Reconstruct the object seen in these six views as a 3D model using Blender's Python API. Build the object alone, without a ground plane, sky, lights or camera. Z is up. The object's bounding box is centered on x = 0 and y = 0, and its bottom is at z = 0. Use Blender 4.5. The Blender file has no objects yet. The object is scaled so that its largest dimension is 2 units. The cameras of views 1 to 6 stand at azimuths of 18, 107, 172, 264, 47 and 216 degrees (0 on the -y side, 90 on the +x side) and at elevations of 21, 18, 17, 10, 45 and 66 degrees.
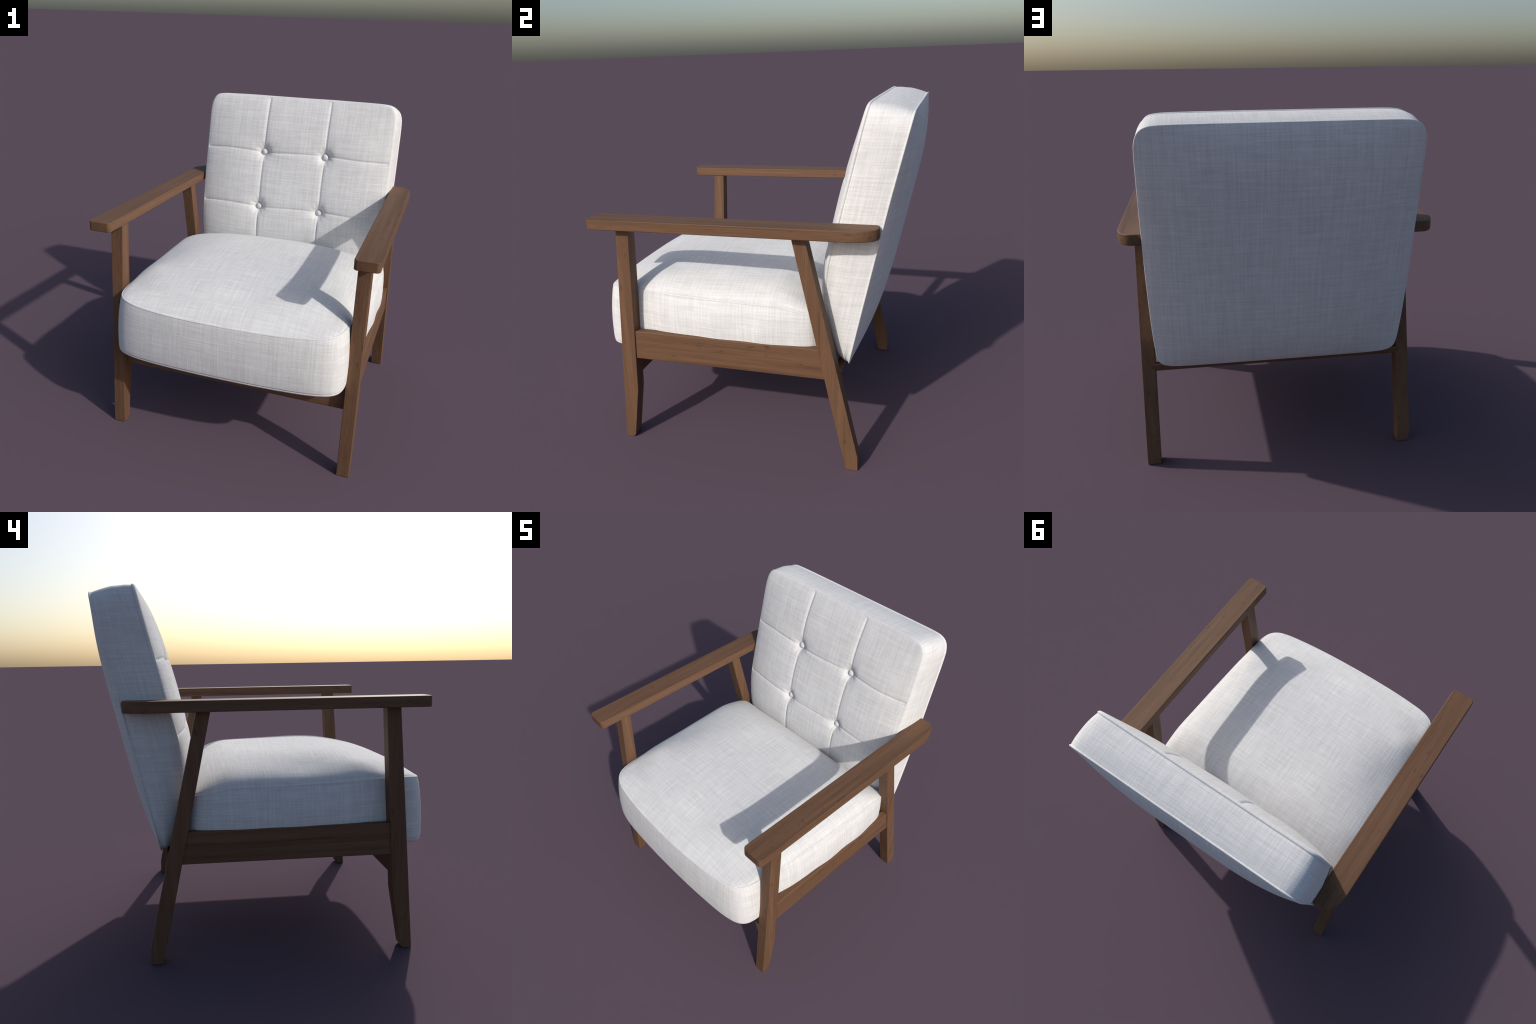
import bpy, math
import numpy as np
from mathutils import Vector

# ------------------------------------------------------------------ helpers
def smooth_mesh(me):
    me.polygons.foreach_set("use_smooth", np.ones(len(me.polygons), dtype=bool))
    me.update()

def link(name, me, parent, mats, flat=False):
    ob = bpy.data.objects.new(name, me)
    bpy.context.scene.collection.objects.link(ob)
    for m in mats:
        me.materials.append(m)
    ob.parent = parent
    if flat:                                   # keep planed faces flat beside their rounded edges
        w = ob.modifiers.new("planed_faces", 'WEIGHTED_NORMAL')
        w.keep_sharp = True
        w.weight = 100
    return ob

def smoothstep(a, b, x):
    t = np.clip((x - a) / (b - a), 0.0, 1.0)
    return t * t * (3 - 2 * t)

def catmull(points, per=24):
    """dense Catmull-Rom curve (centripetal-free, clamped ends) through 2D points"""
    p = np.array(points, float)
    p = np.vstack([2 * p[0] - p[1], p, 2 * p[-1] - p[-2]])
    out = []
    for i in range(1, len(p) - 2):
        for k in range(per):
            t = k / per
            a, b, c, d = p[i - 1], p[i], p[i + 1], p[i + 2]
            out.append(0.5 * (2 * b + (c - a) * t + (2 * a - 5 * b + 4 * c - d) * t * t
                              + (3 * b - a - 3 * c + d) * t ** 3))
    out.append(p[-2])
    return np.array(out)

def closed_outline(half):
    """mirror a right-hand half outline (bottom centre -> top centre) to a closed loop"""
    c = catmull(half)
    left = c[1:-1][::-1] * np.array([-1, 1])
    return np.vstack([c, left])

def resample(poly, n):
    d = np.r_[0, np.cumsum(np.linalg.norm(np.diff(poly, axis=0), axis=1))]
    t = np.linspace(0, d[-1], n + 1)
    return np.column_stack([np.interp(t, d, poly[:, k]) for k in range(poly.shape[1])])

def four_sides(loop, n, m):
    """split a closed loop (counter-clockwise, starts bottom centre) at its four corners
    and resample: bottom, right, top, left - n segments horizontally, m vertically"""
    c = 0.5 * (loop.max(0) + loop.min(0))
    h = 0.5 * (loop.max(0) - loop.min(0))
    q = (loop - c) / h
    br = np.argmax(q[:, 0] - q[:, 1]); tr = np.argmax(q[:, 0] + q[:, 1])
    tl = np.argmax(-q[:, 0] + q[:, 1]); bl = np.argmax(-q[:, 0] - q[:, 1])
    seg = lambda a, b: loop[a:b + 1] if a <= b else np.vstack([loop[a:], loop[:b + 1]])
    return (resample(seg(bl, br), n), resample(seg(br, tr), m),
            resample(seg(tr, tl), n), resample(seg(tl, bl), m))

def loop_normals(loop):
    t = np.roll(loop, -1, 0) - np.roll(loop, 1, 0)
    nrm = np.column_stack([t[:, 1], -t[:, 0]])
    return nrm / np.linalg.norm(nrm, axis=1)[:, None]

def coons(b, r, t, l, n, m):
    """fill four boundary curves with an (m+1) x (n+1) grid"""
    u = np.linspace(0, 1, n + 1)[None, :, None]
    v = np.linspace(0, 1, m + 1)[:, None, None]
    T = t[::-1]; L = l[::-1]
    P = ((1 - v) * b[None] + v * T[None] + (1 - u) * L[:, None] + u * r[:, None]
         - ((1 - u) * (1 - v) * b[0] + u * (1 - v) * b[-1] + (1 - u) * v * T[0] + u * v * T[-1]))
    return P

def build_pillow(name, out_a, out_b, face_a, face_b, height_a, height_b, rows, n, m, ra, rb):
    """Box cushion: panel A, a boxing band, panel B.
    out_*: closed 2D outlines; face_*(s,t)->xyz; height_*(s,t,u,v)->xyz offset;
    rows: band section [(from 'a'/'b'/'m', distance or fraction, outward offset fn)]"""
    sa = four_sides(out_a, n, m)
    sb = four_sides(out_b, n, m)
    ring = lambda s: np.vstack([x[:-1] for x in s])
    la, lb = ring(sa), ring(sb)
    na, nb = loop_normals(la), loop_normals(lb)
    N = len(la)

    def panel(loop, face, height):
        parts = np.split(loop, np.cumsum([n, m, n]))
        b = np.vstack([parts[0], parts[1][:1]]); r = np.vstack([parts[1], parts[2][:1]])
        t = np.vstack([parts[2], parts[3][:1]]); l = np.vstack([parts[3], parts[0][:1]])
        P = coons(b, r, t, l, n, m)
        u = np.linspace(-1, 1, n + 1)[None, :] * np.ones((m + 1, 1))
        v = np.linspace(-1, 1, m + 1)[:, None] * np.ones((1, n + 1))
        return face(P[..., 0], P[..., 1]) + height(P[..., 0], P[..., 1], u, v)

    ga = panel(la - na * ra, face_a, height_a)
    gb = panel(lb - nb * rb, face_b, height_b)
    A0 = face_a(la[:, 0], la[:, 1]); B0 = face_b(lb[:, 0], lb[:, 1])
    L = B0 - A0
    ln = np.linalg.norm(L, axis=1)[:, None]
    th = np.arange(N) / N
    verts = [ga.reshape(-1, 3), gb.reshape(-1, 3)]
    bands = []
    for kind, dist, off in rows:
        o = off(A0, th) if callable(off) else np.full(N, off)
        if kind == 'a':
            p = face_a(*(la + na * o[:, None]).T) + L / ln * dist
        elif kind == 'b':
            p = face_b(*(lb + nb * o[:, None]).T) - L / ln * dist
        else:
            p = ((1 - dist) * face_a(*(la + na * o[:, None]).T)
                 + dist * face_b(*(lb + nb * o[:, None]).T))
        bands.append(p)
    verts += bands
    V = np.vstack(verts)
    W = n + 1
    def per(base):
        i = lambda r, c: base + r * W + c
        return ([i(0, c) for c in range(n)] + [i(r, n) for r in range(m)]
                + [i(m, n - c) for c in range(n)] + [i(m - r, 0) for r in range(m)])
    faces = []
    for base, flip in ((0, False), (W * (m + 1), True)):
        r, c = np.meshgrid(np.arange(m), np.arange(n), indexing='ij')
        a = base + r * W + c
        q = np.stack([a, a + 1, a + W + 1, a + W], -1).reshape(-1, 4)
        faces.append(q[:, ::-1] if flip else q)
    loops = [np.array(per(0))]
    base = 2 * W * (m + 1)
    for k in range(len(rows)):
        loops.append(base + k * N + np.arange(N))
    loops.append(np.array(per(W * (m + 1))))
    for p, q in zip(loops[:-1], loops[1:]):
        faces.append(np.stack([p, q, np.roll(q, -1), np.roll(p, -1)], -1))
    F = np.vstack(faces)
    me = bpy.data.meshes.new(name)
    me.from_pydata(V.tolist(), [], F.tolist())
    smooth_mesh(me)
    return me

def prism(name, poly, axis, lo, hi, bevel, seg=3):
    """extrude a polygon along an axis and round its edges"""
    import bmesh
    bm = bmesh.new()
    def P(a, b, h):
        return {'x': (h, a, b), 'y': (a, h, b), 'z': (a, b, h)}[axis]
    v0 = [bm.verts.new(P(a, b, lo)) for a, b in poly]
    v1 = [bm.verts.new(P(a, b, hi)) for a, b in poly]
    k = len(poly)
    bm.faces.new(v0); bm.faces.new(v1)
    for i in range(k):
        bm.faces.new((v0[i], v0[(i + 1) % k], v1[(i + 1) % k], v1[i]))
    bmesh.ops.recalc_face_normals(bm, faces=bm.faces)
    bm.normal_update()
    sharp = [e for e in bm.edges if e.calc_face_angle(0) > math.radians(25)]
    bmesh.ops.bevel(bm, geom=sharp, offset=bevel, segments=seg, profile=0.5, affect='EDGES',
                    clamp_overlap=True)
    bmesh.ops.recalc_face_normals(bm, faces=bm.faces)
    me = bpy.data.meshes.new(name)
    bm.to_mesh(me); bm.free()
    me.set_sharp_from_angle(angle=math.radians(35))
    smooth_mesh(me)
    return me

# ------------------------------------------------------------------ materials
class NT:
    def __init__(self, name):
        self.m = bpy.data.materials.new(name)
        self.m.use_nodes = True
        self.t = self.m.node_tree
        self.t.nodes.clear()
        self.out = self.t.nodes.new("ShaderNodeOutputMaterial")
        self.bsdf = self.t.nodes.new("ShaderNodeBsdfPrincipled")
        self.t.links.new(self.bsdf.outputs[0], self.out.inputs[0])
        self.coord = self.t.nodes.new("ShaderNodeTexCoord")
    def put(self, sock, val):
        if isinstance(val, bpy.types.NodeSocket):
            self.t.links.new(val, sock)
        else:
            sock.default_value = val
    def math(self, op, a, b=0.0, c=0.0, clamp=False):
        n = self.t.nodes.new("ShaderNodeMath"); n.operation = op; n.use_clamp = clamp
        for s, x in zip(n.inputs, (a, b, c)):
            self.put(s, x)
        return n.outputs[0]
    def mapping(self, vec, scale=(1, 1, 1), loc=(0, 0, 0), rot=(0, 0, 0)):
        n = self.t.nodes.new("ShaderNodeMapping")
        self.put(n.inputs[0], vec)
        n.inputs["Scale"].default_value = scale
        n.inputs["Location"].default_value = loc
        n.inputs["Rotation"].default_value = rot
        return n.outputs[0]
    def noise(self, vec, scale=1.0, detail=2.0, rough=0.5, dist=0.0):
        n = self.t.nodes.new("ShaderNodeTexNoise")
        self.put(n.inputs["Vector"], vec)
        n.inputs["Scale"].default_value = scale
        n.inputs["Detail"].default_value = detail
        n.inputs["Roughness"].default_value = rough
        n.inputs["Distortion"].default_value = dist
        return n.outputs[0]
    def ramp(self, fac, stops):
        n = self.t.nodes.new("ShaderNodeValToRGB")
        self.put(n.inputs[0], fac)
        e = n.color_ramp.elements
        while len(e) < len(stops):
            e.new(0.5)
        for el, (p, c) in zip(e, stops):
            el.position = p
            el.color = (*c, 1)
        return n.outputs[0]
    def range(self, v, a, b, c, d):
        n = self.t.nodes.new("ShaderNodeMapRange")
        for s, x in zip(n.inputs, (v, a, b, c, d)):
            self.put(s, x)
        return n.outputs[0]
    def mix(self, fac, a, b, blend='MIX'):
        n = self.t.nodes.new("ShaderNodeMix"); n.data_type = 'RGBA'; n.blend_type = blend
        self.put(n.inputs[0], fac)
        for k, x in ((6, a), (7, b)):
            self.put(n.inputs[k], x if isinstance(x, bpy.types.NodeSocket) else (*x, 1))
        return n.outputs[2]
    def bump(self, h, strength, dist):
        n = self.t.nodes.new("ShaderNodeBump")
        n.inputs["Strength"].default_value = strength
        n.inputs["Distance"].default_value = dist
        self.put(n.inputs["Height"], h)
        return n.outputs[0]

def linen(name, lean):
    g = NT(name)
    obj = g.coord.outputs["Object"]
    if lean:                                   # straighten the leaning back so yarns follow it
        sp = g.t.nodes.new("ShaderNodeSeparateXYZ"); g.put(sp.inputs[0], obj)
        cb = g.t.nodes.new("ShaderNodeCombineXYZ")
        g.put(cb.inputs[0], sp.outputs[0]); g.put(cb.inputs[2], sp.outputs[2])
        g.put(cb.inputs[1], g.math('MULTIPLY_ADD', sp.outputs[2], -lean, sp.outputs[1]))
        obj = cb.outputs[0]
    geo = g.t.nodes.new("ShaderNodeNewGeometry")
    sep = g.t.nodes.new("ShaderNodeSeparateXYZ")
    g.t.links.new(geo.outputs["Normal"], sep.inputs[0])
    ab = [g.math('POWER', g.math('ABSOLUTE', sep.outputs[k]), 5.0) for k in range(3)]
    tot = g.math('ADD', g.math('ADD', ab[0], ab[1]), ab[2])
    wx, wy, wz = [g.math('DIVIDE', a, tot) for a in ab]

    def threads(along, across, seed):
        """yarns running along one axis, laid side by side across another; the third axis is
        ignored so that a swelling surface does not break them up"""
        def sc(hi, lo):
            v = [0.0, 0.0, 0.0]
            v[along], v[across] = lo, hi
            return tuple(v)
        fine = g.noise(g.mapping(obj, sc(320, 13), (seed, seed * 2.3, seed * .7)), 1, 3, .7)
        slub = g.noise(g.mapping(obj, sc(108, 4.2), (seed * 3.1, seed, seed * 1.9)), 1, 2.0, .6)
        slub = g.range(slub, .36, .66, 0, 1)
        return g.math('MULTIPLY_ADD', fine, .58, g.math('MULTIPLY', slub, .42))
    def weave(p, q, seed):
        return g.math('MULTIPLY', g.math('ADD', threads(p, q, seed), threads(q, p, seed + 5.3)), .5)
    # each face shows the two yarn directions that lie in it
    pat = g.math('ADD', g.math('ADD', g.math('MULTIPLY', wx, weave(1, 2, 1.7)),
                               g.math('MULTIPLY', wy, weave(0, 2, 4.2))),
                 g.math('MULTIPLY', wz, weave(0, 1, 7.9)))
    cloud = g.noise(obj, 16, 3, .6)
    speck = g.noise(obj, 260, 1, .5)
    f = g.math('ADD', g.math('MULTIPLY_ADD', cloud, .16, g.math('MULTIPLY', pat, .72)),
               g.math('MULTIPLY', speck, .12))
    col = g.ramp(f, [(.25, (.540, .538, .537)), (.42, (.640, .638, .637)),
                     (.54, (.698, .696, .695)), (.72, (.795, .793, .792))])
    g.put(g.bsdf.inputs["Base Color"], col)
    g.bsdf.inputs["Roughness"].default_value = .92
    g.bsdf.inputs["Specular IOR Level"].default_value = .18
    g.bsdf.inputs["Sheen Weight"].default_value = .12
    g.bsdf.inputs["Sheen Roughness"].default_value = .5
    # twill ribs + thread relief
    def twill(rot):
        w = g.t.nodes.new("ShaderNodeTexWave")
        g.put(w.inputs["Vector"], g.mapping(obj, (1, 1, 1), (0, 0, 0), rot))
        w.inputs["Scale"].default_value = 34
        w.inputs["Distortion"].default_value = .6
        w.inputs["Detail"].default_value = 1
        return w.outputs["Fac"]
    tw = g.math('ADD', g.math('ADD', g.math('MULTIPLY', wx, twill((math.radians(-45), 0, math.radians(90)))),
                              g.math('MULTIPLY', wy, twill((0, math.radians(45), 0)))),
                g.math('MULTIPLY', wz, twill((0, 0, math.radians(45)))))
    h = g.math('MULTIPLY_ADD', tw, .11, g.math('ADD', pat, g.math('MULTIPLY', speck, .3)))
    g.put(g.bsdf.inputs["Normal"], g.bump(h, .28, .004))
    return g.m

def wood(name, axis):
    g = NT(name)
    info = g.t.nodes.new("ShaderNodeObjectInfo")
    comb = g.t.nodes.new("ShaderNodeCombineXYZ")
    for k, f in enumerate((7.3, 3.1, 5.7)):
        g.put(comb.inputs[k], g.math('MULTIPLY', info.outputs["Random"], f))
    add = g.t.nodes.new("ShaderNodeVectorMath"); add.operation = 'ADD'
    g.put(add.inputs[0], g.coord.outputs["Object"]); g.put(add.inputs[1], comb.outputs[0])
    vec = add.outputs[0]
    sc = lambda hi, lo: tuple(lo if k == axis else hi for k in range(3))
    band = g.noise(g.mapping(vec, sc(26, .9)), 1, 2, .5, .3)
    grain = g.noise(g.mapping(vec, sc(190, 2.4)), 1, 4, .68, .15)
    pore = g.noise(g.mapping(vec, sc(260, 5)), 1, 2, .6)
    knot = g.noise(g.mapping(vec, sc(38, 15)), 1, 1.5, .5)
    f = g.math('MULTIPLY_ADD', grain, .5, g.math('MULTIPLY', band, .5))
    col = g.ramp(f, [(.32, (.078, .039, .023)), (.44, (.128, .067, .038)),
                     (.55, (.152, .081, .046)), (.70, (.186, .102, .060))])
    hue = g.noise(g.mapping(vec, sc(34, .6), (3, 1, 2)), 1, 1, .5)
    col = g.mix(g.range(hue, .42, .62, 0, .22), col, (.122, .076, .041))
    col = g.mix(g.range(pore, .54, .70, 0, .5), col, (.075, .040, .026))
    col = g.mix(g.range(knot, .66, .76, 0, .6), col, (.070, .038, .026))
    g.put(g.bsdf.inputs["Base Color"], col)
    g.put(g.bsdf.inputs["Roughness"], g.range(grain, .3, .7, .50, .62))
    g.bsdf.inputs["Specular IOR Level"].default_value = .2
    h = g.math('MULTIPLY_ADD', pore, .5, grain)
    g.put(g.bsdf.inputs["Normal"], g.bump(h, .12, .002))
    return g.m

FABRIC_BACK = linen("linen_fabric_back", .23)
FABRIC = linen("linen_fabric_seat", 0)
WOOD = [wood("walnut_grain_across", 0), wood("walnut_grain_lengthwise", 1), wood("walnut_grain_upright", 2)]

# ------------------------------------------------------------------ root
chair = bpy.data.objects.new("armchair", None)
bpy.context.scene.collection.objects.link(chair)
chair["label"] = "wooden armchair with off-white button-tufted linen cushions"
chair["category"] = "armchair"

# ------------------------------------------------------------------ wooden frame
def mirrored(poly):
    return [(-a, b) for a, b in poly]

def arc(cx, cy, rx, ry, a0, a1, k=8):
    return [(cx + rx * math.cos(math.radians(a0 + (a1 - a0) * i / k)),
             cy + ry * math.sin(math.radians(a0 + (a1 - a0) * i / k))) for i in range(k + 1)]

XI, XO = .706, .847              # armrest inner / outer side
YF, YB = -.829, .762             # front / back end
arm_plan = (arc(XO - .024, YF + .024, .024, .024, -90, 0, 5)
            + arc(XO - .085, YB - .150, .085, .150, 0, 90, 14)
            + arc(XI + .026, YB - .026, .026, .026, 90, 180, 5)
            + arc(XI + .024, YF + .024, .024, .024, 180, 270, 5))
front_leg_side = [(-.6795, 1.352), (-.770, .0), (-.717, .0), (-.706, .016), (-.6525, .345), (-.6035, 1.352)]
rear_leg_side = [(.318, 1.352), (.605, .0), (.673, .0), (.671, .088), (.3905, 1.352)]
for sgn in (1, -1):
    plan = arm_plan if sgn > 0 else mirrored(arm_plan)
    link("armrest", prism("armrest", plan, 'z', 1.349, 1.408, .0055), chair, [WOOD[1]], True)
    lo, hi = (.713, .788) if sgn > 0 else (-.788, -.713)
    link("front_leg", prism("front_leg", front_leg_side, 'x', lo, hi, .0032), chair, [WOOD[2]], True)
    link("rear_leg", prism("rear_leg", rear_leg_side, 'x', lo, hi, .0032), chair, [WOOD[2]], True)
    lo, hi = (.732, .7805) if sgn > 0 else (-.7805, -.732)
    link("side_rail", prism("side_rail", [(-.665, .547), (.515, .547), (.480, .7225), (-.665, .7225)],
                            'x', lo, hi, .005), chair, [WOOD[1]], True)
link("front_rail", prism("front_rail", [(-.697, .413), (-.662, .413), (-.662, .572), (-.697, .572)],
                         'x', -.735, .735, .010), chair, [WOOD[0]], True)
link("back_rail", prism("back_rail", [(.522, .541), (.563, .541), (.571, .586), (.530, .586)],
                        'x', -.735, .735, .007), chair, [WOOD[0]], True)

# ------------------------------------------------------------------ back cushion
def back_rear_face(s, t):
    return np.stack([s, .603 + .2207 * (t - .599) + .007 * smoothstep(1.45, 1.95, t), t], -1)

def front_y(t):
    straight = .540 + .246 * (t - 1.43)
    k = np.clip(1.24 - t, 0, None)
    return straight + .46 * k * k
def back_front_face(s, t):
    return np.stack([s, front_y(t), t], -1)

front_half = [(0, .615), (.35, .615), (.50, .622), (.605, .650), (.645, .73), (.662, .85), (.672, .97), (.681, 1.10),
              (.688, 1.25), (.691, 1.45), (.692, 1.65), (.693, 1.80), (.692, 1.87), (.686, 1.925), (.672, 1.962),
              (.645, 1.988), (.595, 1.998), (.50, 2.001), (.25, 2.002), (0, 2.002)]
rear_half = [(0, .574), (.40, .575), (.575, .578), (.640, .586), (.678, .607), (.696, .65), (.705, .75), (.711, .90),
             (.715, 1.15), (.716, 1.45), (.714, 1.70), (.712, 1.81), (.707, 1.872), (.689, 1.918), (.653, 1.945),
             (.59, 1.955), (.40, 1.957), (0, 1.957)]
nF = np.array([0, -.971, .239])
nR = np.array([0, .9765, -.2155])
TX, TZ = .2285, (1.217, 1.607)

def edge_fade(u, v, p=24):
    return (1 - np.abs(u) ** p) * (1 - np.abs(v) ** p)

def back_front_height(s, t, u, v):
    crown = .056 * (1 - np.abs(u) ** 3.8) * (1 - np.abs(v) ** 3.6)
    h = crown
    e = edge_fade(u, v, 40)
    # stitched tuft lines
    for c in (-TX, TX):
        d = np.abs(s - c)
        h = h - e * (.0075 * np.exp(-d / .0055) + .0028 * np.exp(-(d / .030) ** 2))
    for c in TZ:
        d = np.abs(t - c - .006 * np.sin(s * 9))
        h = h - e * (.0075 * np.exp(-d / .0055) + .0028 * np.exp(-(d / .030) ** 2))
    # pulled-in buttons with little radiating pleats
    for cx in (-TX, TX):
        for cz in TZ:
            r = np.hypot(s - cx, t - cz)
            ang = np.arctan2(t - cz, s - cx)
            h = h - .031 * np.exp(-r / .075) - .030 * np.exp(-(r / .036) ** 2)
            h = h + .0012 * np.cos(8 * ang + .6) * np.exp(-((r - .045) / .024) ** 2)
    h = h + e * .0016 * (np.sin(7 * s + 3 * t) * np.sin(9 * t - 2 * s + 1))
    return h[..., None] * nF

def back_rear_height(s, t, u, v):
    h = .078 * (1 - np.abs(u) ** 3.6) * (1 - np.abs(v) ** 4.0)
    h = h + .0015 * np.sin(6 * s + 1) * np.sin(7 * t) * edge_fade(u, v, 8)
    return h[..., None] * nR

band_wave = lambda base, amp, f, ph: (lambda A, th: base + amp * np.sin(2 * np.pi * f * th + ph))
RA, RB = .011, .006
back_rows = [
    ('a', .0012, -.0070), ('a', .0040, -.0030), ('a', .0080, -.0006), ('a', .0120, .0000), ('a', .0155, -.0012),
    ('a', .0180, -.0032), ('a', .0195, -.0048), ('a', .0210, -.0044), ('a', .0245, -.0026),
    ('a', .0340, -.0010), ('m', .22, .0020), ('m', .36, band_wave(.0050, .0010, 9, 0)),
    ('m', .50, band_wave(.0062, .0013, 7, 1)), ('m', .64, band_wave(.0050, .0010, 11, 2)), ('m', .78, .0018),
    ('b', .0300, -.0016), ('b', .0180, -.0036), ('b', .0125, -.0050), ('b', .0110, -.0054), ('b', .0095, -.0040),
    ('b', .0075, -.0008), ('b', .0050, .0002), ('b', .0025, -.0008), ('b', .0008, -.0032)]
me = build_pillow("back_cushion", closed_outline(front_half), closed_outline(rear_half),
                  back_front_face, back_rear_face, back_front_height, back_rear_height,
                  back_rows, 300, 300, RA, RB)
back = link("back_cushion", me, chair, [FABRIC_BACK])

# covered buttons
def button_mesh():
    prof = [(.0, .0180), (.0065, .0172), (.0125, .0148), (.0178, .0108), (.0217, .0056), (.0238, .0000),
            (.0235, -.006), (.0215, -.011), (.015, -.0150), (.0, -.017)]
    seg = 28
    V, F = [(0, 0, prof[0][1])], []
    for r, z in prof[1:-1]:
        V += [(r * math.cos(2 * math.pi * k / seg), r * math.sin(2 * math.pi * k / seg), z) for k in range(seg)]
    V.append((0, 0, prof[-1][1]))
    R = len(prof) - 2
    for k in range(seg):
        k2 = (k + 1) % seg
        F.append((0, 1 + k, 1 + k2))
        for j in range(R - 1):
            a = 1 + j * seg
            F.append((a + k, a + seg + k, a + seg + k2, a + k2))
        F.append((1 + (R - 1) * seg + k2, 1 + (R - 1) * seg + k, len(V) - 1))
    me = bpy.data.meshes.new("button")
    me.from_pydata(V, [], F)
    smooth_mesh(me)
    return me
bm_ = button_mesh()
bm_.materials.append(FABRIC)
rot = Vector(nF).to_track_quat('Z', 'Y').to_euler()
for cz in TZ[::-1]:
    for cx in (-TX, TX):
        ob = bpy.data.objects.new("button", bm_)
        bpy.context.scene.collection.objects.link(ob)
        ob.parent = back
        p = back_front_face(np.array(cx), np.array(cz)) + .0052 * nF
        ob.location = p
        ob.rotation_euler = rot

# ------------------------------------------------------------------ seat cushion
def seam_z(x, y):
    rim = np.clip(np.abs(x) / .70, 0, 1.1)
    z = .926 + .023 * rim ** 3 + .010 * rim ** 6 * (1 - smoothstep(-.75, -.25, y))
    z = z - .010 * smoothstep(-.5, .2, y) - .036 * smoothstep(.18, .45, y)
    return z
def seat_top_face(s, t):
    return np.stack([s, t, seam_z(s, t)], -1)
def seat_bottom_face(s, t):
    return np.stack([s, t, .574 + .012 * np.clip(np.abs(s) / .7, 0, 1.05) ** 4], -1)

top_half = [(0, -.905), (.18, -.902), (.36, -.892), (.50, -.875), (.58, -.858), (.635, -.833), (.672, -.795),
            (.692, -.745), (.702, -.68), (.712, -.56), (.724, -.42), (.735, -.22), (.743, -.02), (.750, .16),
            (.750, .28), (.747, .365), (.733, .415), (.695, .443), (.58, .452), (.30, .454), (0, .454)]
bot_half = [(0, -.908), (.18, -.906), (.36, -.899), (.50, -.890), (.590, -.877), (.652, -.857), (.694, -.820),
            (.713, -.762), (.716, -.67), (.715, -.56), (.730, -.42), (.745, -.22), (.750, -.02), (.750, .16),
            (.748, .28), (.742, .36), (.728, .415), (.690, .445), (.58, .455), (.30, .458), (0, .458)]

def seat_top_height(s, t, u, v):
    fy = np.where(v < .06, (1 - np.abs((v - .06) / 1.06) ** 2.4) ** .88, 1 - np.abs((v - .06) / .94) ** 6.5)
    h = .163 * (1 - np.abs(u) ** 3.3) ** .72 * fy * (1 - .10 * u * u * smoothstep(-.5, -.2, t))
    h = h + .010 * np.exp(-((np.abs(u) - .84) / .13) ** 2 - ((t + .51) / .09) ** 2)
    h = h - .006 * np.exp(-((np.abs(u) - .86) / .12) ** 2 - ((t + .70) / .085) ** 2)
    h = h - .006 * np.exp(-((np.abs(u) - .82) / .15) ** 2 - ((t + .20) / .12) ** 2)
    e = edge_fade(u, v, 10)
    h = h + e * (.0022 * np.sin(8 * s + 1.3) * np.sin(6 * t + .4) + .0015 * np.sin(13 * s - 5 * t))
    return np.stack([0 * h, 0 * h, h], -1)

def seat_bottom_height(s, t, u, v):
    h = -.022 * (1 - np.abs(u) ** 14) * (1 - np.abs(v) ** 14)
    return np.stack([0 * h, 0 * h, h], -1)

def side_bulge(frac_amp):
    """boxing bulges at the front and swells over the side rails between the legs"""
    def f(A, th):
        side = smoothstep(-.66, -.45, A[:, 1]) * (1 - smoothstep(.34, .46, A[:, 1]))
        front = 1 - smoothstep(-.74, -.62, A[:, 1])
        wave = .0035 * np.sin(A[:, 1] * 21 + 4.2) * smoothstep(-.4, -.2, A[:, 1])
        return frac_amp * (.003 + .008 * front + side * (.022 + wave) * (1 - .45 * smoothstep(.1, .4, A[:, 1])))
    return f
seat_rows = [
    ('a', .0003, -.0062), ('a', .0013, -.0040), ('a', .0030, -.0019), ('a', .0053, -.0006), ('a', .0078, .0000),
    ('a', .0094, -.0003), ('a', .0106, -.0007), ('a', .0120, -.0003), ('a', .0190, .0006),
    ('m', .10, side_bulge(.36)), ('m', .18, side_bulge(.62)), ('m', .28, side_bulge(.85)), ('m', .40, side_bulge(1.0)),
    ('m', .52, side_bulge(1.0)), ('m', .64, side_bulge(.88)), ('m', .76, side_bulge(.62)), ('m', .86, side_bulge(.36)),
    ('b', .0280, .0012), ('b', .0205, -.0004), ('b', .0188, -.0026), ('b', .0170, -.0030), ('b', .0145, -.0018),
    ('b', .0105, -.0030), ('b', .0055, -.0068), ('b', .0012, -.0120)]
me = build_pillow("seat_cushion", closed_outline(top_half), closed_outline(bot_half),
                  seat_top_face, seat_bottom_face, seat_top_height, seat_bottom_height,
                  seat_rows, 180, 180, .0092, .018)
seat = link("seat_cushion", me, chair, [FABRIC])

# make every mesh face outward
import bmesh
for ob in (back, seat):
    b = bmesh.new(); b.from_mesh(ob.data)
    bmesh.ops.recalc_face_normals(b, faces=b.faces)
    b.to_mesh(ob.data); b.free()
    smooth_mesh(ob.data)
